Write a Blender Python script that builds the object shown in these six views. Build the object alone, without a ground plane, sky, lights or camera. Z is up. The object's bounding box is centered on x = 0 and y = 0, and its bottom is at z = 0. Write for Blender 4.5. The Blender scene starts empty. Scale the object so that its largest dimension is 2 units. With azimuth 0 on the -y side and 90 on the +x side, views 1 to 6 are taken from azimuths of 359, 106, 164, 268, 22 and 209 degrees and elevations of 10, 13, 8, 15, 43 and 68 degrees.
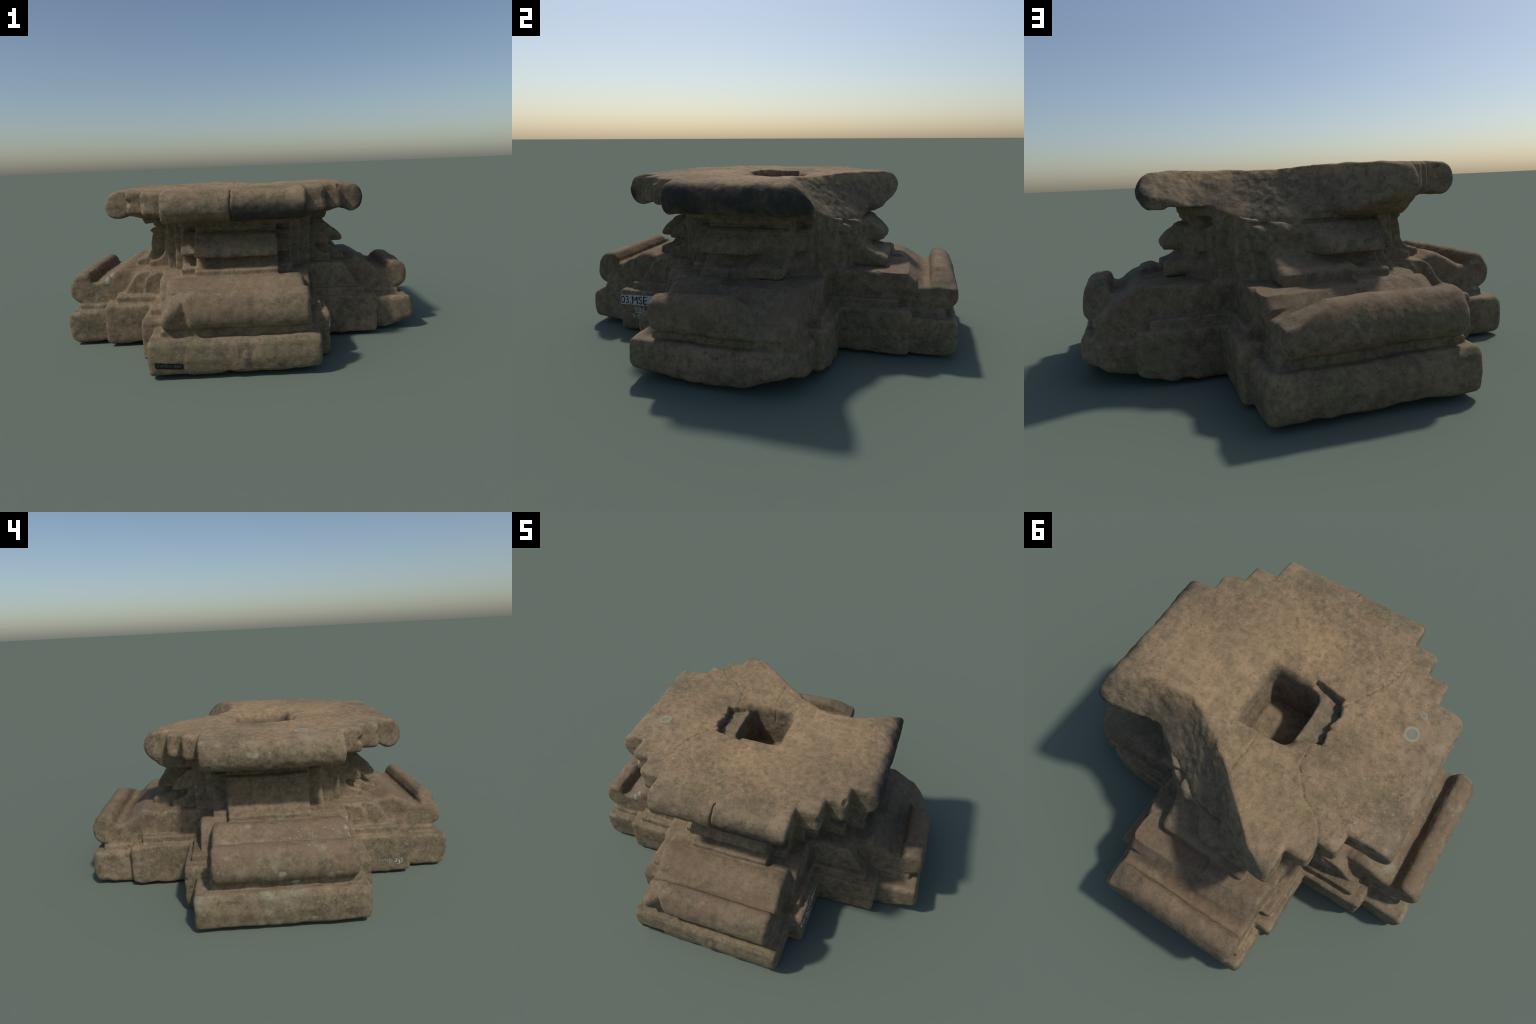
"""Weathered sandstone pedestal: a cruciform, stepped base with four scroll-ended
arms, a square shaft with cornice bays, and a stepped slab with a square socket.
The stone is described as profiles (radius, height) swept across each arm or bay,
merged as one solid, worn, and then separated by region into named parts."""
import bpy, math, random
import numpy as np

random.seed(7)
H = 0.0055                                   # carving resolution (m)
CX, CY = 0.0, 0.0                       # axis of the base
SX, SY = -0.020, -0.012                      # axis of the slab

# ------------------------------------------------------------------ noise ---
_rng = np.random.default_rng(11)
_perm = _rng.permutation(256)
_perm = np.concatenate([_perm, _perm, _perm])
_g = _rng.normal(size=(256, 3))
_g = (_g / np.linalg.norm(_g, axis=1, keepdims=True)).astype(np.float32)

def noise(P, scale, seed=0.0):
    """Gradient noise, about -0.7..0.7, at points P (n,3)."""
    Q = np.asarray(P, np.float64) * scale + seed * 17.31
    I = np.floor(Q).astype(np.int64)
    f = (Q - I).astype(np.float32)
    I &= 255
    w = f * f * f * (f * (f * 6 - 15) + 10)
    out = 0
    for dx in (0, 1):
        wx = w[:, 0] if dx else 1 - w[:, 0]
        for dy in (0, 1):
            wy = w[:, 1] if dy else 1 - w[:, 1]
            for dz in (0, 1):
                wz = w[:, 2] if dz else 1 - w[:, 2]
                h = _perm[_perm[_perm[(I[:, 0] + dx) & 255] + ((I[:, 1] + dy) & 255)] + ((I[:, 2] + dz) & 255)] & 255
                out = out + wx * wy * wz * (_g[h] * (f - np.array([dx, dy, dz], np.float32))).sum(1)
    return out * 1.4

def fbm(P, scale, octaves=3, seed=0.0):
    a, s, o = 1.0, scale, 0
    for i in range(octaves):
        o = o + a * noise(P, s, seed + i * 3.7)
        a *= 0.5
        s *= 2.07
    return o

# ------------------------------------------------------------ solid field ---
xs = np.arange(-1.045, 1.046, H, dtype=np.float32)
ys = np.arange(-1.045, 1.046, H, dtype=np.float32)
zs = np.arange(-0.035, 0.92, H, dtype=np.float32)
F = np.full((len(xs), len(ys), len(zs)), 0.30, np.float32)

def span(axis, lo, hi):
    return slice(max(0, int(np.searchsorted(axis, lo)) - 1), min(len(axis), int(np.searchsorted(axis, hi)) + 1))

def block(x0, x1, y0, y1, z0, z1, pad=0.04):
    return span(xs, x0 - pad, x1 + pad), span(ys, y0 - pad, y1 + pad), span(zs, z0 - pad, z1 + pad)

def smin(a, b, k):
    if k <= 0:
        return np.minimum(a, b)
    h = np.maximum(k - np.abs(a - b), 0) / k
    return np.minimum(a, b) - h * h * (k * 0.25)

def add(sl, d, k=0.003):
    F[sl] = smin(F[sl], d, k)

def cut(sl, d, k=0.006):
    F[sl] = -smin(-F[sl], d, k)

def coords(sl):
    return xs[sl[0]][:, None, None], ys[sl[1]][None, :, None], zs[sl[2]][None, None, :]

def rounded(a, b, r):
    """Edge-rounded intersection of two distances."""
    a = a + r
    b = b + r
    return np.minimum(np.maximum(a, b), 0) + np.hypot(np.maximum(a, 0), np.maximum(b, 0)) - r

def polygon_distance(poly, U, V):
    """Signed distance to a closed polygon on a 2D lattice."""
    p = np.array(poly, np.float32)
    q = np.roll(p, -1, 0)
    best = np.full(np.broadcast(U, V).shape, 1e9, np.float32)
    inside = np.zeros(best.shape, bool)
    for (ax, ay), (bx, by) in zip(p, q):
        ex, ey = bx - ax, by - ay
        wx, wy = U - ax, V - ay
        t = np.clip((wx * ex + wy * ey) / (ex * ex + ey * ey + 1e-12), 0, 1)
        best = np.minimum(best, (wx - t * ex) ** 2 + (wy - t * ey) ** 2)
        cross = (ay > V) != (by > V)
        xi = ax + (V - ay) * ex / (ey if abs(ey) > 1e-9 else 1e-9)
        inside ^= cross & (U < xi)
    d = np.sqrt(best)
    return np.where(inside, -d, d)

def smooth_line(points, n=6):
    """Catmull-Rom curve through the control points of a moulding profile."""
    P = [np.array(p, float) for p in points]
    P = [2 * P[0] - P[1]] + P + [2 * P[-1] - P[-2]]
    out = []
    for i in range(1, len(P) - 2):
        for j in range(n):
            t = j / n
            a, b, c, d = P[i - 1:i + 3]
            out.append(0.5 * ((2 * b) + (c - a) * t + (2 * a - 5 * b + 4 * c - d) * t ** 2 + (3 * b - a - 3 * c + d) * t ** 3))
    out.append(P[-2])
    return [tuple(o) for o in out]

class Side:
    """One of the four directions; r runs outward, t runs across (counter-clockwise)."""
    def __init__(self, name, cx=CX, cy=CY):
        self.name, self.cx, self.cy = name, cx, cy
    def rt(self, X, Y):
        X, Y = X - self.cx, Y - self.cy
        return {'right': (X, Y), 'back': (Y, -X), 'left': (-X, -Y), 'front': (-Y, X)}[self.name]
    def region(self, r0, r1, t0, t1, z0, z1):
        m = {'right': lambda r, t: (r, t), 'back': lambda r, t: (-t, r), 'left': lambda r, t: (-r, -t), 'front': lambda r, t: (t, -r)}[self.name]
        a, b = m(r0, t0), m(r1, t1)
        x0, x1 = sorted((a[0], b[0]))
        y0, y1 = sorted((a[1], b[1]))
        return block(x0 + self.cx, x1 + self.cx, y0 + self.cy, y1 + self.cy, z0, z1)
    def sweep(self, poly, t0, t1, round_=0.012, k=0.003, carve=False, lean=0.0):
        """Sweep a closed (r, z) profile across t0..t1."""
        p = np.array(poly)
        sl = self.region(p[:, 0].min(), p[:, 0].max(), t0, t1, p[:, 1].min(), p[:, 1].max())
        X, Y, Z = coords(sl)
        R, T = self.rt(X, Y)
        d2 = polygon_distance(poly, R, Z)
        d = rounded(d2, np.abs(T - (t0 + t1) / 2) - (t1 - t0) / 2 + lean * Z, round_)
        (cut if carve else add)(sl, d, k)

SIDES = {n: Side(n) for n in ('front', 'right', 'back', 'left')}
TOPS = {n: Side(n, SX, SY) for n in ('front', 'right', 'back', 'left')}

def box(x0, x1, y0, y1, z0, z1, r=0.012, k=0.003):
    sl = block(x0, x1, y0, y1, z0, z1)
    X, Y, Z = coords(sl)
    a = np.abs(X - (x0 + x1) / 2) - (x1 - x0) / 2
    b = np.abs(Y - (y0 + y1) / 2) - (y1 - y0) / 2
    c = np.abs(Z - (z0 + z1) / 2) - (z1 - z0) / 2
    add(sl, rounded(rounded(a, b, r), c, r), k)

# ---- base arms ---------------------------------------------------------------
# per arm: outer plinth half-widths (t-, t+), inner plinth half-widths, trough depth
ARM = {
    'front': dict(po=(-0.442, 0.370), pi=(-0.504, 0.446), so=(-0.375, 0.325), trough=0.356, hump=0.420, reach=0.008, step=0.234),
    'right': dict(po=(-0.402, 0.380), pi=(-0.478, 0.442), so=(-0.308, 0.335), trough=0.345, hump=0.416, reach=-0.004, step=0.230),
    'back':  dict(po=(-0.375, 0.413), pi=(-0.412, 0.460), so=(-0.308, 0.370), trough=0.340, hump=0.413, reach=0.005, step=0.236),
    'left':  dict(po=(-0.392, 0.432), pi=(-0.450, 0.488), so=(-0.304, 0.378), trough=0.352, hump=0.422, reach=-0.006, step=0.240),
}
for name, a in ARM.items():
    s = SIDES[name]
    e, st = a['reach'], a['step']
    def out(points):
        """Push the outer part of a profile by this arm's reach."""
        return [(r + e * min(max((r - 0.4) / 0.3, 0), 1), z) for r, z in points]
    # outer plinth block, slightly battered, with rounded foot
    s.sweep(out([(0.0, 0.0), (0.950, 0.0), (0.980, 0.035), (0.992, 0.10), (0.985, 0.170), (0.968, 0.195), (0.0, 0.198)]), *a['po'], round_=0.022)
    # inner, wider plinth block and the fillet on it
    s.sweep(out([(0.0, 0.0), (0.750, 0.0), (0.768, 0.02), (0.770, st - 0.02), (0.758, st), (0.0, st)]), *a['pi'], round_=0.016)
    i0, i1 = a['pi']
    s.sweep(out([(0.0, 0.15), (0.705, 0.15), (0.705, st + 0.040), (0.0, st + 0.044)]), i0 + 0.036, i1 - 0.036, round_=0.008)
    # bell-shaped moulding rising from the fillet
    bell = smooth_line([(0.698, st + 0.041), (0.674, st + 0.047), (0.650, 0.306), (0.626, 0.346), (0.600, 0.384), (0.568, 0.404), (0.52, 0.408)])
    s.sweep(out([(0.0, 0.20), (0.698, 0.20)] + bell + [(0.0, 0.408)]), i0 + 0.082, i1 - 0.082, round_=0.008)
    # the third, innermost set-off, barely proud
    s.sweep([(0.0, 0.20), (0.55, 0.20)] + smooth_line([(0.550, 0.29), (0.545, 0.33), (0.53, 0.370), (0.50, 0.395), (0.46, 0.40)]) + [(0.0, 0.40)], i0 + 0.074, i1 - 0.074, round_=0.010)
    # neck under the scroll
    s0, s1 = a['so']
    s.sweep(out([(0.0, 0.12), (0.928, 0.12), (0.928, 0.225), (0.0, 0.24)]), s0 - 0.012, s1 + 0.012, round_=0.008)
    # scroll-ended petal
    tr, hp = a['trough'], a['hump']
    petal = smooth_line([(0.58, hp - 0.020), (0.625, hp - 0.012), (0.660, hp - 0.001), (0.70, hp - 0.003), (0.738, hp - 0.025), (0.775, tr + 0.024), (0.805, tr + 0.003), (0.830, tr - 0.005), (0.850, tr - 0.002)])
    lip = smooth_line([(0.856, tr + 0.02), (0.860, 0.380), (0.880, 0.403), (0.915, 0.404), (0.948, 0.388), (0.973, 0.350), (0.984, 0.305), (0.977, 0.265), (0.955, 0.238), (0.920, 0.224)])
    s.sweep(out([(0.0, 0.20), (0.0, hp - 0.022)] + petal + lip + [(0.90, 0.20)]), s0, s1, round_=0.026)

# the petal of the back arm stands higher toward the right
SIDES['back'].sweep([(0.0, 0.30), (0.0, 0.43)] + smooth_line([(0.58, 0.40), (0.625, 0.405), (0.66, 0.436), (0.70, 0.440), (0.74, 0.410), (0.775, 0.365), (0.80, 0.335)]) + [(0.80, 0.30)], -0.315, -0.05, round_=0.03, k=0.03)

# ---- core and shaft ------------------------------------------------------------
box(-0.42, 0.40, -0.42, 0.40, 0.0, 0.28, r=0.006)
# notched corners: two crossed blocks
box(-0.410, 0.400, -0.360, 0.335, 0.10, 0.72, r=0.005)
box(-0.360, 0.335, -0.408, 0.402, 0.10, 0.72, r=0.005)

# ---- cornice bays on the four faces of the shaft ------------------------------
def bay_profile(r, eave=True, toe=0.0):
    """Foot fillet, cavetto, eave, and stepped top of a bay whose foot stands at radius r."""
    foot = [(0.30, 0.36), (r + toe + 0.006, 0.36), (r + toe + 0.008, 0.440), (r + toe - 0.004, 0.446)]
    cav = smooth_line([(r + toe - 0.010, 0.446), (r - 0.046, 0.455), (r - 0.072, 0.473), (r - 0.086, 0.496), (r - 0.088, 0.506)])
    if eave:
        brow = smooth_line([(r - 0.06, 0.504), (r - 0.014, 0.506), (r, 0.518), (r - 0.012, 0.545), (r - 0.040, 0.575), (r - 0.074, 0.600)])
    else:
        brow = smooth_line([(r - 0.088, 0.52), (r - 0.092, 0.55), (r - 0.098, 0.58), (r - 0.105, 0.598)])
    top = [(r - 0.080, 0.612), (r - 0.108, 0.625), (r - 0.128, 0.625), (r - 0.128, 0.636), (r - 0.112, 0.638), (r - 0.112, 0.664), (r - 0.10, 0.668), (r - 0.10, 0.70), (0.30, 0.70)]
    return foot + cav + brow + top

for name, s in SIDES.items():
    whole = name != 'left'
    m = {'front': -0.016, 'right': 0.004, 'back': 0.016, 'left': -0.004}[name]
    fr = {'front': 0.632, 'right': 0.612, 'back': 0.620, 'left': 0.615}[name]
    toe = {'front': 0.0, 'right': 0.0, 'back': 0.024, 'left': 0.0}[name]
    s.sweep(bay_profile(fr, whole, toe), m - 0.216, m + 0.216, round_=0.006, k=0.004)
    s.sweep(bay_profile(fr - 0.092, whole), m - 0.298, m + 0.298, round_=0.006, k=0.004)

# ---- slab ------------------------------------------------------------------------
LOBE = {'front': (-0.362, 0.366, 0.722), 'right': (-0.352, 0.362, 0.722), 'back': (-0.366, 0.350, 0.665), 'left': (-0.352, 0.354, 0.722)}
for name, (t0, t1, r) in LOBE.items():
    s = TOPS[name]
    lip = smooth_line([(0.45, 0.861), (r - 0.16, 0.862), (r - 0.07, 0.856), (r - 0.025, 0.836), (r - 0.002, 0.797), (r, 0.765), (r - 0.008, 0.735), (r - 0.032, 0.708), (r - 0.065, 0.699), (r - 0.098, 0.706), (r - 0.120, 0.716), (r - 0.16, 0.710), (r - 0.20, 0.700)])
    s.sweep([(0.0, 0.70), (0.0, 0.861)] + lip, t0, t1, round_=0.018)
    s.sweep([(0.0, 0.66), (0.515, 0.66), (0.53, 0.69), (0.53, 0.72), (0.0, 0.72)], t0 + 0.06, t1 - 0.06, round_=0.008)
# stepped corners: (dx, dy) half extents of the two set-offs of each corner
CORNER = {(1, -1): ((0.482, 0.572), (0.580, 0.470)), (-1, -1): ((0.482, 0.572), (0.580, 0.468)), (-1, 1): ((0.450, 0.532), (0.528, 0.445)), (1, 1): ((0.480, 0.560), (0.570, 0.470))}
for (qx, qy), offs in CORNER.items():
    for dx, dy in offs:
        x0, x1 = sorted((SX, SX + qx * dx))
        y0, y1 = sorted((SY, SY + qy * dy))
        box(x0, x1, y0, y1, 0.726, 0.859, r=0.024)
        x0, x1 = sorted((SX, SX + qx * (dx - 0.095)))
        y0, y1 = sorted((SY, SY + qy * (dy - 0.095)))
        box(x0, x1, y0, y1, 0.700, 0.78, r=0.008)
TOPS['back'].sweep([(0.0, 0.64), (0.55, 0.645), (0.60, 0.67), (0.635, 0.72), (0.640, 0.80), (0.0, 0.80)], 0.05, 0.345, round_=0.02, k=0.02)
box(SX - 0.405, SX + 0.42, SY - 0.41, SY + 0.41, 0.665, 0.76, r=0.006)

# ---- wear: soften the arrises --------------------------------------------------
def blur(A, n):
    for _ in range(n):
        for ax in range(3):
            B = A.copy()
            i = [slice(None)] * 3
            j = [slice(None)] * 3
            k = [slice(None)] * 3
            i[ax], j[ax], k[ax] = slice(1, -1), slice(2, None), slice(0, -2)
            B[tuple(i)] = 0.5 * A[tuple(i)] + 0.25 * (A[tuple(j)] + A[tuple(k)])
            A = B
    return A
F = blur(F, 1)

# ---- damage ----------------------------------------------------------------------
def interp(x, table):
    t = np.array(table)
    return np.interp(x, t[:, 0], t[:, 1]).astype(np.float32)

def lattice_noise(sl, scale, seed, octaves=3):
    """Noise on the horizontal lattice of a block."""
    X, Y = np.meshgrid(xs[sl[0]], ys[sl[1]], indexing='ij')
    P = np.stack([X.ravel(), Y.ravel(), np.full(X.size, 0.37)], 1)
    return fbm(P, scale, octaves, seed).reshape(X.shape)[:, :, None].astype(np.float32)

# the lost back corner of the slab: a scarp from an upper to a lower break line
sl = block(-0.42, 0.80, 0.05, 0.80, 0.58, 0.90)
X, Y, Z = coords(sl)
y_up = interp(X, [(-0.42, 0.66), (-0.37, 0.632), (-0.30, 0.606), (-0.23, 0.572), (-0.16, 0.505), (-0.07, 0.425), (0.0, 0.350), (0.12, 0.258), (0.30, 0.168), (0.43, 0.16), (0.56, 0.195), (0.75, 0.24)])
y_lo = interp(X, [(-0.42, 0.74), (-0.35, 0.72), (-0.20, 0.665), (-0.08, 0.600), (0.0, 0.562), (0.10, 0.505), (0.25, 0.385), (0.40, 0.315), (0.49, 0.305), (0.58, 0.345), (0.75, 0.36)])
z_lo = interp(X, [(-0.42, 0.65), (-0.2, 0.645), (0.0, 0.630), (0.10, 0.635), (0.31, 0.672), (0.47, 0.70), (0.60, 0.745), (0.68, 0.768), (0.75, 0.77)])
rough = lattice_noise(sl, 6.0, 2.0)
t = (Y - y_up) / (y_lo - y_up) + rough * 0.10
tt = np.clip(t, 0, 1)
pw = interp(X, [(-0.4, 1.0), (0.0, 0.9), (0.3, 0.95), (0.5, 1.2), (0.7, 1.7)])
zf = 0.870 - (0.870 - z_lo) * tt ** pw - np.maximum(t - 1, 0) * 1.2 + rough * 0.012 * (tt > 0.02)
zf = np.where(t < 0, 0.870 - t * 0.4, np.maximum(zf, np.where((X < 0.45) & (X + Y < 0.69), z_lo - 0.012, 0.60)))
cut(sl, (zf - Z) * 0.75, 0.012)

def carve_ball(c, rad, k=0.012):
    sl = block(*[v for i in range(3) for v in (c[i] - rad[i], c[i] + rad[i])])
    X, Y, Z = coords(sl)
    q = np.sqrt(((X - c[0]) / rad[0]) ** 2 + ((Y - c[1]) / rad[1]) ** 2 + ((Z - c[2]) / rad[2]) ** 2)
    cut(sl, (q - 1) * min(rad), k)

def carve_plane(sl, p, n, k=0.02, rough=0.0, seed=0.0):
    """Remove what lies beyond the plane through p with outward normal n, within a block."""
    n = np.array(n, float)
    n /= np.linalg.norm(n)
    X, Y, Z = coords(sl)
    d = (X - p[0]) * n[0] + (Y - p[1]) * n[1] + (Z - p[2]) * n[2]
    if rough:
        d = d + rough * lattice_noise(sl, 7.0, seed)
    cut(sl, -d, k)

# right arm: scroll lost toward the back, outer back corner rounded away
sl = block(0.76, 1.05, -0.36, 0.46, 0.20, 0.46)
X, Y, Z = coords(sl)
drop = np.clip((Y - 0.02) / 0.16, 0, 1) * np.clip((X - 0.77) / 0.08, 0, 1)
drop = drop * drop * (3 - 2 * drop)
zc = 0.408 - 0.17 * np.maximum(-0.13 - Y, 0) * (X > 0.85) - 0.078 * drop - np.maximum(X - 0.84, 0) * 1.0 * drop + 0.012 * lattice_noise(sl, 7.0, 4.0)
cut(sl, (zc - Z) * 0.8, 0.02)
carve_plane(block(0.70, 1.05, 0.10, 0.50, -0.03, 0.40), (0.938, 0.315, 0.1), (0.72, 0.68, 0.14), 0.05, 0.02, 5.0)
sl = block(0.52, 1.05, 0.25, 0.50, -0.03, 0.45)
X, Y, Z = coords(sl)
cut(sl, 0.455 - 0.22 * np.maximum(X - 0.56, 0) - 0.30 * np.maximum(Z - 0.20, 0) * np.clip((X - 0.62) / 0.12, 0, 1) + 0.010 * lattice_noise(sl, 7.0, 14.0) - Y, 0.02)
carve_plane(block(0.86, 1.05, -0.36, 0.46, 0.21, 0.46), (0.984, 0.0, 0.3), (1.0, 0.03, 0.10), 0.03, 0.01, 15.0)
# back arm: the end of its scroll toward the right is broken off on a slant
sl = block(0.08, 0.42, 0.84, 1.05, 0.22, 0.46)
X, Y, Z = coords(sl)
cut(sl, (0.405 - 0.42 * np.maximum(X - 0.13, 0) - Z) * 0.9 + 0.006 * lattice_noise(sl, 9.0, 8.0), 0.012)
# front arm: chip at the left end of the scroll
sl = block(-0.42, -0.20, -1.05, -0.84, 0.21, 0.46)
X, Y, Z = coords(sl)
n = lattice_noise(sl, 9.0, 3.0)
step = np.maximum(X + 0.262 + 0.25 * (Z - 0.30) + 0.01 * n, Y + 0.968 + 0.10 * (Z - 0.3) - 0.35 * (X + 0.30))
cut(sl, np.maximum(step, 0.245 - 0.5 * (X + 0.30) - Z), 0.03)
carve_plane(sl, (-0.30, -0.92, 0.385), (-0.60, -0.30, 0.72), 0.03, 0.02, 3.0)
# bays worn to stumps: back bay toward the right, right bay toward the back
sl = block(-0.02, 0.46, 0.42, 0.70, 0.45, 0.66)
X, Y, Z = coords(sl)
n = 0.03 * lattice_noise(sl, 7.0, 1.0)
cut(sl, np.maximum(0.625 - 1.3 * np.clip(X - 0.0, 0, 0.10) - 0.5 * np.maximum(X - 0.19, 0), 0.435) + n * np.clip(X / 0.1, 0, 1) - Y, 0.03)
sl = block(0.42, 0.70, -0.02, 0.46, 0.445, 0.66)
X, Y, Z = coords(sl)
n = 0.03 * lattice_noise(sl, 7.0, 9.0)
cut(sl, np.maximum(0.615 - 1.1 * np.clip(Y - 0.02, 0, 0.10) - 0.5 * np.maximum(Y - 0.19, 0), 0.435) + n * np.clip(Y / 0.1, 0, 1) - X, 0.03)

# rubble slope left on the feet of the worn bays
for name, t0, t1, r in (('back', -0.22, 0.10, 0.652), ('right', 0.02, 0.20, 0.615)):
    slope = smooth_line([(r - 0.004, 0.448), (r - 0.035, 0.466), (r - 0.075, 0.480), (r - 0.115, 0.500), (r - 0.145, 0.53), (r - 0.160, 0.57), (r - 0.168, 0.61)])
    SIDES[name].sweep([(0.30, 0.40), (r - 0.004, 0.40)] + slope + [(0.30, 0.61)], t0, t1, round_=0.03, k=0.02)

# socket in the slab, its chipped side pocket, worn dish around it
sl = block(-0.20, 0.16, -0.20, 0.20, 0.46, 0.90)
X, Y, Z = coords(sl)
cxh, cyh = -0.030, -0.008
deep = np.maximum(0.84 - Z, 0)
dx = np.maximum((X - cxh) - 0.136 + deep * 0.14, (cxh - X) - 0.126 + deep * 0.03)
dy = np.abs(Y - cyh) - 0.148 + deep * 0.10
flare = np.maximum(Z - 0.80, 0) * 0.4
q = rounded(dx - flare, dy - flare * 0.4, 0.045)
cut(sl, np.maximum(q, 0.60 + 0.25 * np.maximum(X + 0.02, 0) - Z), 0.012)
carve_ball((-0.02, 0.02, 0.914), (0.34, 0.34, 0.080), 0.03)
# pocket
sl = block(-0.30, -0.12, -0.20, 0.10, 0.76, 0.90)
X, Y, Z = coords(sl)
edge = -0.262 + 0.25 * np.maximum(-(Y + 0.10), 0) - 0.30 * np.maximum(Y, 0) + 0.016 * lattice_noise(sl, 22.0, 5.0, 4)
q = np.maximum(np.maximum(edge - X, X + 0.10), np.maximum(-0.175 - Y - 0.2 * (X + 0.2), Y - 0.085 - 0.3 * (X + 0.2) + 0.015 * lattice_noise(sl, 18.0, 7.0)))
floor = 0.803 + 0.10 * (X + 0.26) + 0.008 * lattice_noise(sl, 14.0, 6.0)
cut(sl, np.maximum(q, floor - Z), 0.006)

carve_ball((-0.750, -0.08, 0.700), (0.035, 0.035, 0.035))

def crack(points, width, depth, z_ref=0.852):
    """Open a joint along a polyline on the slab top."""
    p = np.array(points)
    sl = block(p[:, 0].min(), p[:, 0].max(), p[:, 1].min(), p[:, 1].max(), 0.66, 0.90, 0.02)
    X, Y = np.meshgrid(xs[sl[0]], ys[sl[1]], indexing='ij')
    X = X + 0.012 * lattice_noise(sl, 9.0, 21.0, 4)[:, :, 0]
    best = np.full(X.shape, 9.0)
    for (ax, ay), (bx, by) in zip(p[:-1], p[1:]):
        ex, ey = bx - ax, by - ay
        t = np.clip(((X - ax) * ex + (Y - ay) * ey) / (ex * ex + ey * ey), 0, 1)
        best = np.minimum(best, np.hypot(X - ax - t * ex, Y - ay - t * ey))
    d = (best.astype(np.float32)[:, :, None] - width) * 0.8
    Z = zs[sl[2]][None, None, :]
    near = -(F[sl] + depth)                         # only to a small depth below the surface
    cut(sl, np.maximum(d, near), 0.004)

crack([(-0.25, -0.12), (-0.36, -0.30), (-0.42, -0.48), (-0.49, -0.575)], 0.0012, 0.006)
crack([(-0.29, 0.06), (-0.225, 0.10), (-0.24, 0.20), (-0.33, 0.30), (-0.41, 0.35), (-0.475, 0.44)], 0.0014, 0.008)
crack([(-0.025, -0.665), (-0.045, -0.76)], 0.0045, 0.012)
crack([(-0.02, 0.13), (-0.03, 0.25), (-0.02, 0.35), (0.03, 0.45), (0.07, 0.52)], 0.0012, 0.006)

# chipped arrises: plinth edges, feet, and the set-offs of the slab
chips = random.Random(23)
def chip(x, y, z, size):
    carve_ball((x + chips.uniform(-0.006, 0.006), y + chips.uniform(-0.006, 0.006), z + chips.uniform(-0.006, 0.006)),
               (size * chips.uniform(0.7, 1.6), size * chips.uniform(0.7, 1.6), size * chips.uniform(0.6, 1.1)), 0.008)
for name, s in SIDES.items():
    turn = {'right': lambda r, t: (r, t), 'back': lambda r, t: (-t, r), 'left': lambda r, t: (-r, -t), 'front': lambda r, t: (t, -r)}[name]
    a = ARM[name]
    for _ in range(5):                                   # foot and upper edge of the outer plinth
        chip(*turn(0.992 + a['reach'], chips.uniform(*a['po'])), chips.choice((0.0, 0.0, 0.198)), chips.uniform(0.014, 0.028))
    for side in (0, 1):                                  # ends of the inner plinth and its fillet
        chip(*turn(0.772, a['pi'][side]), chips.uniform(0.0, a['step']), chips.uniform(0.012, 0.022))
        chip(*turn(chips.uniform(0.50, 0.75), a['pi'][side]), 0.0, chips.uniform(0.015, 0.028))
for (qx, qy), offs in CORNER.items():
    if (qx, qy) != (1, 1):
        for dx, dy in offs:
            chip(SX + qx * dx, SY + qy * dy, chips.choice((0.73, 0.855, 0.80)), chips.uniform(0.014, 0.026))

# uneven underside: lifted under the right arm
sl = block(-1.05, 1.05, -1.05, 1.05, -0.03, 0.16)
X, Y, Z = coords(sl)
n = lattice_noise(sl, 5.0, 12.0) + 0.9 * np.maximum(lattice_noise(sl, 11.0, 17.0, 2), 0)
lift = 0.007 + 0.014 * n + 0.30 * np.maximum(X - 0.82, 0) * np.clip((-0.05 - Y) / 0.3, 0, 1.2)
lift = lift + np.clip((Y - 0.12) / 0.22, 0, 1) * (0.22 * np.maximum(X - 0.62, 0) + 0.3 * np.maximum(X - 0.88, 0))
lift = lift + 0.02 * np.clip((-Y - 0.70) / 0.25, 0, 1) * np.clip(X / 0.3, 0, 1)
cut(sl, Z - np.clip(lift, 0.002, 0.12), 0.035)

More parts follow.
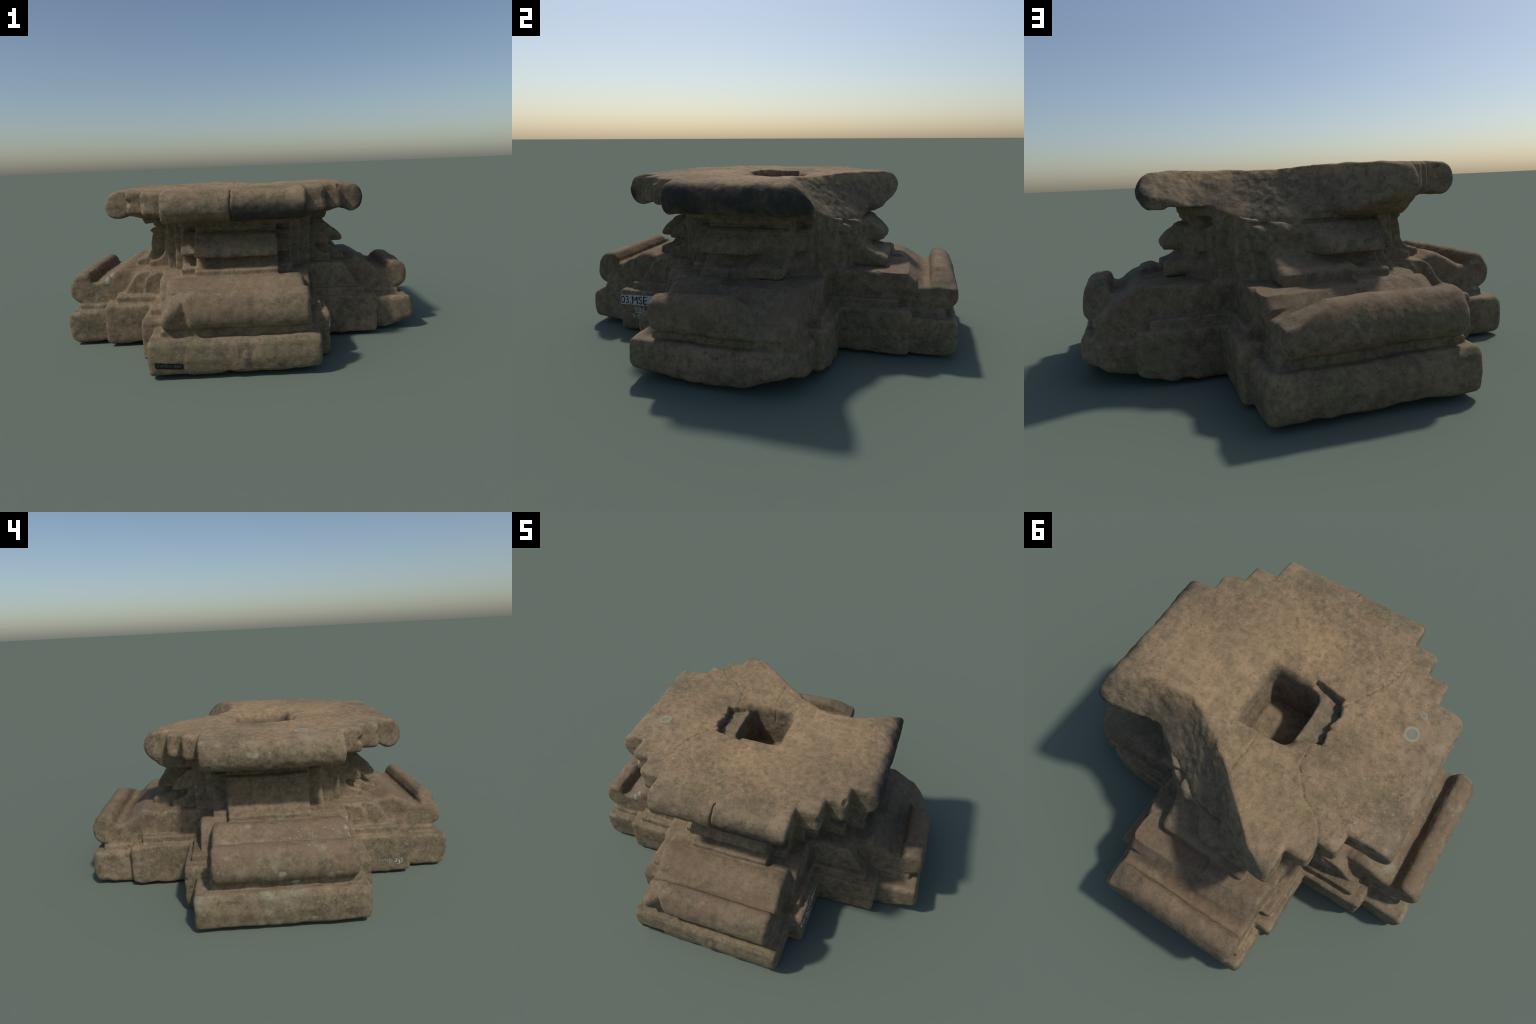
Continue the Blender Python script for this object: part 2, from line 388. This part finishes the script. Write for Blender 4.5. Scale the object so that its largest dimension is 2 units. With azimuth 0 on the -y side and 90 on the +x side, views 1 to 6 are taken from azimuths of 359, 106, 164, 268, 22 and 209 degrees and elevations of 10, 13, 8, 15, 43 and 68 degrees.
# ------------------------------------------------------- surface extraction ---
def extract(F):
    """Naive surface nets: one vertex per cell the surface crosses."""
    inside = F < 0
    c = np.zeros(tuple(n - 1 for n in F.shape), np.uint8)
    for i in (0, 1):
        for j in (0, 1):
            for k in (0, 1):
                c += inside[i:c.shape[0] + i, j:c.shape[1] + j, k:c.shape[2] + k]
    act = (c > 0) & (c < 8)
    I, J, K = np.nonzero(act)
    ids = np.full(c.shape, -1, np.int32)
    ids[I, J, K] = np.arange(len(I))
    corner = {(i, j, k): F[I + i, J + j, K + k] for i in (0, 1) for j in (0, 1) for k in (0, 1)}
    acc = np.zeros((len(I), 3))
    cnt = np.zeros(len(I))
    for a in corner:
        for ax in range(3):
            if a[ax] == 0:
                b = tuple(1 if m == ax else a[m] for m in range(3))
                va, vb = corner[a], corner[b]
                m = (va < 0) != (vb < 0)
                t = np.where(m, va / np.where(m, va - vb, 1), 0)
                p = np.zeros((len(I), 3))
                p[:] = a
                p[:, ax] = t
                acc[m] += p[m]
                cnt[m] += 1
    V = (acc / cnt[:, None] + np.stack([I, J, K], 1)) * H + np.array([xs[0], ys[0], zs[0]])
    quads = []
    for ax in range(3):
        u, v = (ax + 1) % 3, (ax + 2) % 3
        lo = [slice(1, -1)] * 3
        hi = [slice(1, -1)] * 3
        lo[ax], hi[ax] = slice(0, -1), slice(1, None)
        A, B = inside[tuple(lo)], inside[tuple(hi)]
        off = np.array([1, 1, 1]); off[ax] = 0
        for flip, m in ((False, A & ~B), (True, B & ~A)):
            idx = np.stack(np.nonzero(m), 1) + off
            du = np.zeros(3, int); du[u] = 1
            dv = np.zeros(3, int); dv[v] = 1
            cells = [idx - du - dv, idx - dv, idx, idx - du]
            q = np.stack([ids[tuple(cc.T)] for cc in cells], 1)
            quads.append(q[:, ::-1] if flip else q)
    return V, np.concatenate(quads)

V, Q = extract(F)
del F

def vertex_normals(V, Q):
    n = np.cross(V[Q[:, 2]] - V[Q[:, 0]], V[Q[:, 3]] - V[Q[:, 1]])
    N = np.zeros_like(V)
    for i in range(4):
        for a in range(3):
            N[:, a] += np.bincount(Q[:, i], n[:, a], len(V))
    return N / np.maximum(np.linalg.norm(N, axis=1, keepdims=True), 1e-12)

def relax(V, Q, steps, amount):
    for _ in range(steps):
        S = np.zeros_like(V)
        c = np.zeros(len(V))
        for i in range(4):
            a, b = Q[:, i], Q[:, (i + 1) % 4]
            for m in range(3):
                S[:, m] += np.bincount(a, V[b, m], len(V))
            c += np.bincount(a, minlength=len(V))
        V = V + amount * (S / c[:, None] - V)
    return V

V = relax(V, Q, 1, 0.5)
# slow unevenness of hand-cut, weathered stone, then fine pitting along the normal
W = np.stack([noise(V, 3.1, 31), noise(V, 3.1, 37), noise(V, 3.1, 41)], 1)
V = V + 0.006 * W
N = vertex_normals(V, Q)
worn = np.clip(0.5 + noise(V, 2.2, 51), 0.15, 1)
V = V + N * (0.0045 * fbm(V, 11, 2, 61) + 0.0026 * fbm(V, 34, 2, 71) * worn)[:, None]
V[:, 2] -= V[:, 2].min()
N = vertex_normals(V, Q)

# ------------------------------------------------------------------ materials ---
class Nodes:
    def __init__(self, name):
        self.mat = bpy.data.materials.new(name)
        self.mat.use_nodes = True
        self.t = self.mat.node_tree
        self.bsdf = self.t.nodes['Principled BSDF']
        self.co = self.t.nodes.new('ShaderNodeTexCoord').outputs['Object']
    def link(self, a, b):
        self.t.links.new(a, b)
    def noise(self, scale, detail=4, rough=0.55, distort=0.0, co=None):
        n = self.t.nodes.new('ShaderNodeTexNoise')
        n.inputs['Scale'].default_value = scale
        n.inputs['Detail'].default_value = detail
        n.inputs['Roughness'].default_value = rough
        n.inputs['Distortion'].default_value = distort
        self.link(co or self.co, n.inputs['Vector'])
        return n.outputs['Fac']
    def ramp(self, fac, stops):
        r = self.t.nodes.new('ShaderNodeValToRGB')
        e = r.color_ramp.elements
        while len(e) < len(stops):
            e.new(0.5)
        for el, (p, c) in zip(e, stops):
            el.position = p
            el.color = (*c, 1) if isinstance(c, tuple) else (c, c, c, 1)
        self.link(fac, r.inputs['Fac'])
        return r.outputs['Color']
    def mix(self, fac, a, b, mode='MIX'):
        m = self.t.nodes.new('ShaderNodeMix')
        m.data_type, m.blend_type = 'RGBA', mode
        for v, s in ((fac, m.inputs['Factor']), (a, m.inputs['A']), (b, m.inputs['B'])):
            if hasattr(v, 'node'):
                self.link(v, s)
            elif isinstance(v, tuple):
                s.default_value = (*v, 1)
            else:
                s.default_value = v
        return m.outputs['Result']
    def math(self, op, a, b=0.0, clamp=False):
        m = self.t.nodes.new('ShaderNodeMath')
        m.operation, m.use_clamp = op, clamp
        for v, s in ((a, m.inputs[0]), (b, m.inputs[1])):
            if hasattr(v, 'node'):
                self.link(v, s)
            else:
                s.default_value = v
        return m.outputs[0]
    def axes(self):
        s = self.t.nodes.new('ShaderNodeSeparateXYZ')
        self.link(self.co, s.inputs[0])
        return s.outputs
    def band(self, v, a, b):
        """0 at a, 1 at b, clamped."""
        m = self.t.nodes.new('ShaderNodeMapRange')
        m.interpolation_type = 'SMOOTHSTEP'
        m.inputs['From Min'].default_value = a
        m.inputs['From Max'].default_value = b
        self.link(v, m.inputs['Value'])
        return m.outputs['Result']
    def finish(self, color, rough=0.9, bump=None, strength=0.3, distance=0.004):
        self.link(color, self.bsdf.inputs['Base Color']) if hasattr(color, 'node') else setattr(self.bsdf.inputs['Base Color'], 'default_value', (*color, 1))
        self.bsdf.inputs['Roughness'].default_value = rough
        self.bsdf.inputs['Specular IOR Level'].default_value = 0.2
        if bump is not None:
            b = self.t.nodes.new('ShaderNodeBump')
            b.inputs['Strength'].default_value = strength
            b.inputs['Distance'].default_value = distance
            self.link(bump, b.inputs['Height'])
            self.link(b.outputs['Normal'], self.bsdf.inputs['Normal'])
        return self.mat

def stone():
    m = Nodes('weathered_sandstone')
    big = m.noise(3.2, 5, 0.6)
    mid = m.noise(12, 8, 0.72)
    fine = m.noise(60, 8, 0.78)
    grain = m.noise(230, 4, 0.7)
    clump = m.noise(28, 8, 0.75)
    base = m.ramp(big, [(0.32, (0.145, 0.107, 0.067)), (0.50, (0.202, 0.149, 0.092)), (0.68, (0.266, 0.197, 0.122))])
    olive = m.noise(5.5, 6, 0.62, 0.3)
    base = m.mix(m.math('MULTIPLY', m.band(m.math('ADD', olive, m.math('MULTIPLY', m.band(m.axes()[2], 0.30, 0.18), 0.07)), 0.50, 0.68), 0.75), base, (0.165, 0.145, 0.080))
    base = m.mix(m.math('MULTIPLY', m.band(m.noise(8, 5, 0.6), 0.56, 0.70), 0.5), base, (0.220, 0.150, 0.094))
    base = m.mix(m.math('MULTIPLY', m.band(mid, 0.47, 0.66), 0.80), base, (0.108, 0.088, 0.058))
    base = m.mix(m.math('MULTIPLY', m.band(clump, 0.49, 0.65), 0.75), base, (0.085, 0.071, 0.047))
    base = m.mix(m.math('MULTIPLY', m.band(clump, 0.50, 0.32), 0.55), base, (0.305, 0.234, 0.150))
    base = m.mix(m.math('MULTIPLY', m.band(fine, 0.50, 0.66), m.math('ADD', 0.35, m.math('MULTIPLY', m.band(m.noise(4.5, 3), 0.45, 0.6), 0.45))), base, (0.062, 0.052, 0.038))
    base = m.mix(m.math('MULTIPLY', m.band(grain, 0.50, 0.68), 0.40), base, (0.36, 0.30, 0.20))
    # warm dust mixed in on upward-facing surfaces, broken up by noise
    g = m.t.nodes.new('ShaderNodeNewGeometry')
    sep = m.t.nodes.new('ShaderNodeSeparateXYZ')
    m.link(g.outputs['Normal'], sep.inputs[0])
    up_tint = m.math('MULTIPLY', m.band(sep.outputs[2], 0.45, 0.85), m.band(m.math('ADD', mid, big), 0.80, 1.15))
    base = m.mix(m.math('MULTIPLY', up_tint, 0.30), base, (0.275, 0.196, 0.116))
    X, Y, Z = m.axes()
    wob = m.math('MULTIPLY', m.math('SUBTRACT', m.noise(9, 5, 0.6), 0.5), 0.12)
    # reddish-brown stain in the hollows of the arms
    far = m.math('MAXIMUM', m.math('ABSOLUTE', X), m.math('ABSOLUTE', Y))
    stain = m.math('MULTIPLY', m.math('MULTIPLY', m.band(Z, 0.27, 0.33), m.band(Z, 0.46, 0.42)), m.math('MULTIPLY', m.band(far, 0.58, 0.66), m.band(m.noise(6.5, 6, 0.65), 0.40, 0.60)))
    base = m.mix(m.math('MULTIPLY', stain, 0.5), base, (0.160, 0.102, 0.066))
    # black crust on the slab edge: right side, and the front right of the joint
    edge_r = m.band(m.math('ADD', X, wob), 0.635, 0.705)
    front = m.math('MULTIPLY', m.band(m.math('MULTIPLY', m.math('ADD', Y, wob), -1), 0.655, 0.70), m.band(X, -0.045, -0.030))
    low = m.band(m.math('MULTIPLY', m.math('ADD', Z, m.math('MULTIPLY', wob, 0.7)), -1), -0.825, -0.755)
    crust = m.math('MULTIPLY', m.math('MAXIMUM', edge_r, m.math('MULTIPLY', front, low)), m.band(Z, 0.60, 0.66))
    crust = m.math('MULTIPLY', crust, m.math('ADD', 0.72, m.math('MULTIPLY', clump, 0.3)))
    base = m.mix(crust, base, (0.030, 0.030, 0.029))
    # lightened patches on the slab top around the socket
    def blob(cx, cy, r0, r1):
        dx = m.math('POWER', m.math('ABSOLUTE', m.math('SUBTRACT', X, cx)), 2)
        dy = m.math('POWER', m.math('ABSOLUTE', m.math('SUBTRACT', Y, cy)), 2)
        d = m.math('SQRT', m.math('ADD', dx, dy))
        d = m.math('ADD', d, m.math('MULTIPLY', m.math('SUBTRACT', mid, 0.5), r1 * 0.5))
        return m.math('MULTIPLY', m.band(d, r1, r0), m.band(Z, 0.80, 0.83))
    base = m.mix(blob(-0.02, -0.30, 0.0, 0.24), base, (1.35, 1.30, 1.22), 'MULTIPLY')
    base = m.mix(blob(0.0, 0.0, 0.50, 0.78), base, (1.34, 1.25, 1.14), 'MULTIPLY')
    for lx, ly, lr in ((-0.565, -0.170, 0.030), (-0.572, -0.273, 0.014)):
        base = m.mix(m.math('MULTIPLY', blob(lx, ly, lr * 1.02, lr * 1.25), 0.75), base, (0.34, 0.325, 0.24))
        base = m.mix(m.math('MULTIPLY', blob(lx, ly, lr * 0.72, lr * 0.85), 0.8), base, (0.20, 0.205, 0.145))
    pale = m.math('MULTIPLY', m.band(m.noise(7.5, 7, 0.7), 0.54, 0.70), m.band(m.math('MULTIPLY', X, -1), 0.62, 0.75))
    base = m.mix(m.math('MULTIPLY', pale, 0.6), base, (0.30, 0.295, 0.22))
    # pale lichen on the left (weather) side
    v = m.t.nodes.new('ShaderNodeTexVoronoi')
    v.inputs['Scale'].default_value = 11
    m.link(m.co, v.inputs['Vector'])
    spot = m.math('SUBTRACT', 1.0, m.band(m.math('ADD', v.outputs['Distance'], m.math('MULTIPLY', m.math('SUBTRACT', fine, 0.5), 0.5)), 0.12, 0.26))
    some = m.band(m.noise(6, 4, 0.6), 0.52, 0.62)
    west = m.band(m.math('MULTIPLY', X, -1), 0.60, 0.80)
    base = m.mix(m.math('MULTIPLY', m.math('MULTIPLY', spot, some), m.math('MULTIPLY', west, 0.8)), base, (0.36, 0.35, 0.28))
    v2 = m.t.nodes.new('ShaderNodeTexVoronoi')
    v2.inputs['Scale'].default_value = 34
    m.link(m.co, v2.inputs['Vector'])
    dots = m.math('MULTIPLY', m.band(v2.outputs['Distance'], 0.24, 0.14), m.band(m.noise(11, 3), 0.50, 0.60))
    base = m.mix(m.math('MULTIPLY', dots, m.math('MULTIPLY', m.band(m.math('MULTIPLY', X, -1), 0.05, 0.5), 0.42)), base, (0.36, 0.33, 0.26))
    h = m.math('ADD', m.math('MULTIPLY', fine, 0.6), m.math('MULTIPLY', grain, 0.4))
    return m.finish(base, 0.92, h, 0.5, 0.004)

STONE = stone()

# ------------------------------------------------------------------ assemble ---
root = bpy.data.objects.new('stone_pedestal', None)
bpy.context.collection.objects.link(root)
root['label'] = 'weathered brown sandstone cruciform pedestal with stepped broken slab'
root['category'] = 'stone pedestal'

def region_object(name, mask, parent):
    q = Q[mask]
    used, inv = np.unique(q, return_inverse=True)
    q = inv.reshape(q.shape)
    me = bpy.data.meshes.new(name)
    me.vertices.add(len(used))
    me.vertices.foreach_set('co', V[used].astype(np.float32).ravel())
    me.loops.add(q.size)
    me.loops.foreach_set('vertex_index', q.astype(np.int32).ravel())
    me.polygons.add(len(q))
    me.polygons.foreach_set('loop_start', np.arange(0, q.size, 4, dtype=np.int32))
    me.polygons.foreach_set('use_smooth', np.ones(len(q), bool))
    me.update(calc_edges=True)
    me.validate()
    me.normals_split_custom_set_from_vertices(N[used].astype(np.float32))
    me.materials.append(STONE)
    ob = bpy.data.objects.new(name, me)
    bpy.context.collection.objects.link(ob)
    ob.parent = parent
    return ob

C = V[Q].mean(1)
cx, cy, cz = C[:, 0] - CX, C[:, 1] - CY, C[:, 2]
ax_, ay_ = np.abs(cx), np.abs(cy)
rad = np.maximum(ax_, ay_)
slab = (cz > 0.668) | ((cz > 0.60) & (rad < 0.30))
socket = slab & (np.hypot(cx, cy) < 0.21) & (cz < 0.80) | ((rad < 0.2) & (cz > 0.40))
upper = ~slab & (cz > 0.428) & (rad < 0.66)
region_object('slab', slab & ~socket, root)
region_object('socket', socket, root)
upper &= ~socket
bay = upper & (np.minimum(ax_, ay_) < 0.30) & (rad > 0.44)
region_object('shaft', upper & ~bay, root)
where = {'front': (cy < 0) & (ay_ >= ax_), 'right': (cx > 0) & (ax_ > ay_), 'back': (cy > 0) & (ay_ >= ax_), 'left': (cx < 0) & (ax_ > ay_)}
rest = ~slab & ~upper & ~socket
for name in where:
    region_object('cornice', bay & where[name], root)
for name in where:
    here = rest & where[name]
    r, t = SIDES[name].rt(C[:, 0], C[:, 1])
    plinth = here & (cz < 0.19 + 0.022 * (r < 0.775))
    s0, s1 = ARM[name]['so']
    scroll = here & ~plinth & (r > 0.845)
    petal = here & ~plinth & ~scroll & (t > s0 - 0.02) & (t < s1 + 0.02) & (r > 0.60)
    arm = region_object('arm', here & ~plinth & ~scroll & ~petal, root)
    region_object('plinth', plinth, arm)
    region_object('scroll', scroll, arm)
    region_object('petal', petal, arm)

# ------------------------------------------------- painted inventory numbers ---
from mathutils import Vector
from mathutils.bvhtree import BVHTree
import bmesh

near = (C[:, 2] < 0.26) & (np.abs(C[:, 1]) > 0.45) & (C[:, 1] < 0)
tree = BVHTree.FromPolygons([Vector(v) for v in V[np.unique(Q[near])]],
                            np.searchsorted(np.unique(Q[near]), Q[near]).tolist())

def paint(name, color, rough=0.8):
    m = Nodes(name)
    n = m.noise(90, 4, 0.6)
    return m.finish(m.mix(m.band(n, 0.45, 0.75), color, tuple(c * 0.55 for c in color)), rough)

WHITE = paint('white_paint', (0.50, 0.52, 0.49))
PALE = paint('faded_white_paint', (0.36, 0.34, 0.27))
GREY = paint('grey_paint', (0.095, 0.105, 0.105))
BLACK = paint('black_paint', (0.016, 0.017, 0.018))

class Face:
    """A spot on the stone: origin, direction of writing, upward, and outward."""
    def __init__(self, o, u, w, n):
        self.o, self.u, self.w, self.n = map(Vector, (o, u, w, n))
    def lay(self, a, b, lift):
        p = self.o + self.u * a + self.w * b
        hit = tree.ray_cast(p + self.n * 0.2, -self.n, 0.4)[0]
        return (hit or p) + self.n * lift

def made(name, bm, mat, parent):
    me = bpy.data.meshes.new(name)
    bm.to_mesh(me)
    bm.free()
    me.materials.append(mat)
    ob = bpy.data.objects.new(name, me)
    bpy.context.collection.objects.link(ob)
    ob.parent = parent
    return ob

def patch(face, width, height, lean, mat, seed):
    """A brushed-on ground for writing, with an uneven border."""
    rnd = random.Random(seed)
    bm = bmesh.new()
    nu, nv = 40, 10
    top = [rnd.uniform(-0.06, 0.06) for _ in range(nu + 1)]
    bot = [rnd.uniform(-0.06, 0.06) for _ in range(nu + 1)]
    rows = []
    for i in range(nu + 1):
        a = i / nu
        end = 0.16 * max(0, abs(a - 0.5) * 2 - 0.9) / 0.1
        lo, hi = bot[i] + end, 1 + top[i] - end
        rows.append([bm.verts.new(face.lay(a * width, (lo + (hi - lo) * j / nv) * height + lean * a * width, 0.0012)) for j in range(nv + 1)])
    for i in range(nu):
        for j in range(nv):
            bm.faces.new((rows[i][j], rows[i + 1][j], rows[i + 1][j + 1], rows[i][j + 1]))
    return made('inventory_label', bm, mat, root)

def write(text, face, a, b, width, height, lean, mat, parent, weight=0.0, lift=0.0024):
    cu = bpy.data.curves.new('writing', 'FONT')
    cu.body, cu.resolution_u, cu.offset = text, 3, weight
    ob = bpy.data.objects.new('writing', cu)
    bpy.context.collection.objects.link(ob)
    me = bpy.data.meshes.new_from_object(ob.evaluated_get(bpy.context.evaluated_depsgraph_get()))
    bpy.data.objects.remove(ob)
    bpy.data.curves.remove(cu)
    bm = bmesh.new()
    bm.from_mesh(me)
    bpy.data.meshes.remove(me)
    xs_, ys_ = [v.co.x for v in bm.verts], [v.co.y for v in bm.verts]
    x0, x1, y0, y1 = min(xs_), max(xs_), min(ys_), max(ys_)
    bmesh.ops.triangulate(bm, faces=bm.faces[:])
    for v in bm.verts:
        v.co = ((v.co.x - x0) / (x1 - x0) * width, (v.co.y - y0) / (y1 - y0) * height, 0)
    for _ in range(2):
        long = [e for e in bm.edges if e.calc_length() > 0.006]
        if long:
            bmesh.ops.subdivide_edges(bm, edges=long, cuts=1)
            bmesh.ops.triangulate(bm, faces=bm.faces[:])
    for v in bm.verts:
        v.co = face.lay(a + v.co.x, b + v.co.y + lean * (a + v.co.x), lift)
    return made('inventory_number', bm, mat, parent)

# on the right flank of the front arm (writing runs toward the back)
f = Face((0.437, -0.775, 0.150), (0, 1, 0), (0, 0, 1), (1, 0, 0))
lab = patch(f, 0.245, 0.056, 0.02, WHITE, 3)
write('03.MSE.15', f, 0.006, 0.006, 0.225, 0.044, 0.02, BLACK, lab)
write('984', f, 0.088, -0.038, 0.062, 0.032, -0.02, WHITE, root)
f2 = Face((0.437, -0.690, 0.106), (0, 1, 0), (0, 0, 1), (1, 0, 0))
write('-', f2, 0.006, 0.001, 0.056, 0.0045, -0.02, WHITE, root)
write('9.87', f, 0.072, -0.076, 0.070, 0.028, 0.0, WHITE, root)
# on the front plinth
f = Face((-0.405, -1.0, 0.064), (1, 0, 0), (0, 0, 1), (0, -1, 0))
lab = patch(f, 0.130, 0.030, -0.09, BLACK, 5)
write('03MSD.984', f, 0.008, 0.008, 0.112, 0.015, -0.09, GREY, lab)
# on the left flank of the front arm (writing runs toward the front)
f = Face((-0.487, -0.566, 0.078), (0, -1, 0), (0, 0, 1), (-1, 0, 0))
write('03', f, 0.0, 0.0, 0.034, 0.018, -0.03, PALE, root)
write('MSD', f, 0.044, 0.0, 0.054, 0.016, -0.03, PALE, root, -0.004)
write('3', f, 0.110, -0.004, 0.015, 0.022, -0.03, WHITE, root)
write('3', f, 0.127, -0.014, 0.017, 0.024, -0.03, WHITE, root)
write('5', f, 0.146, -0.004, 0.015, 0.023, -0.03, WHITE, root)
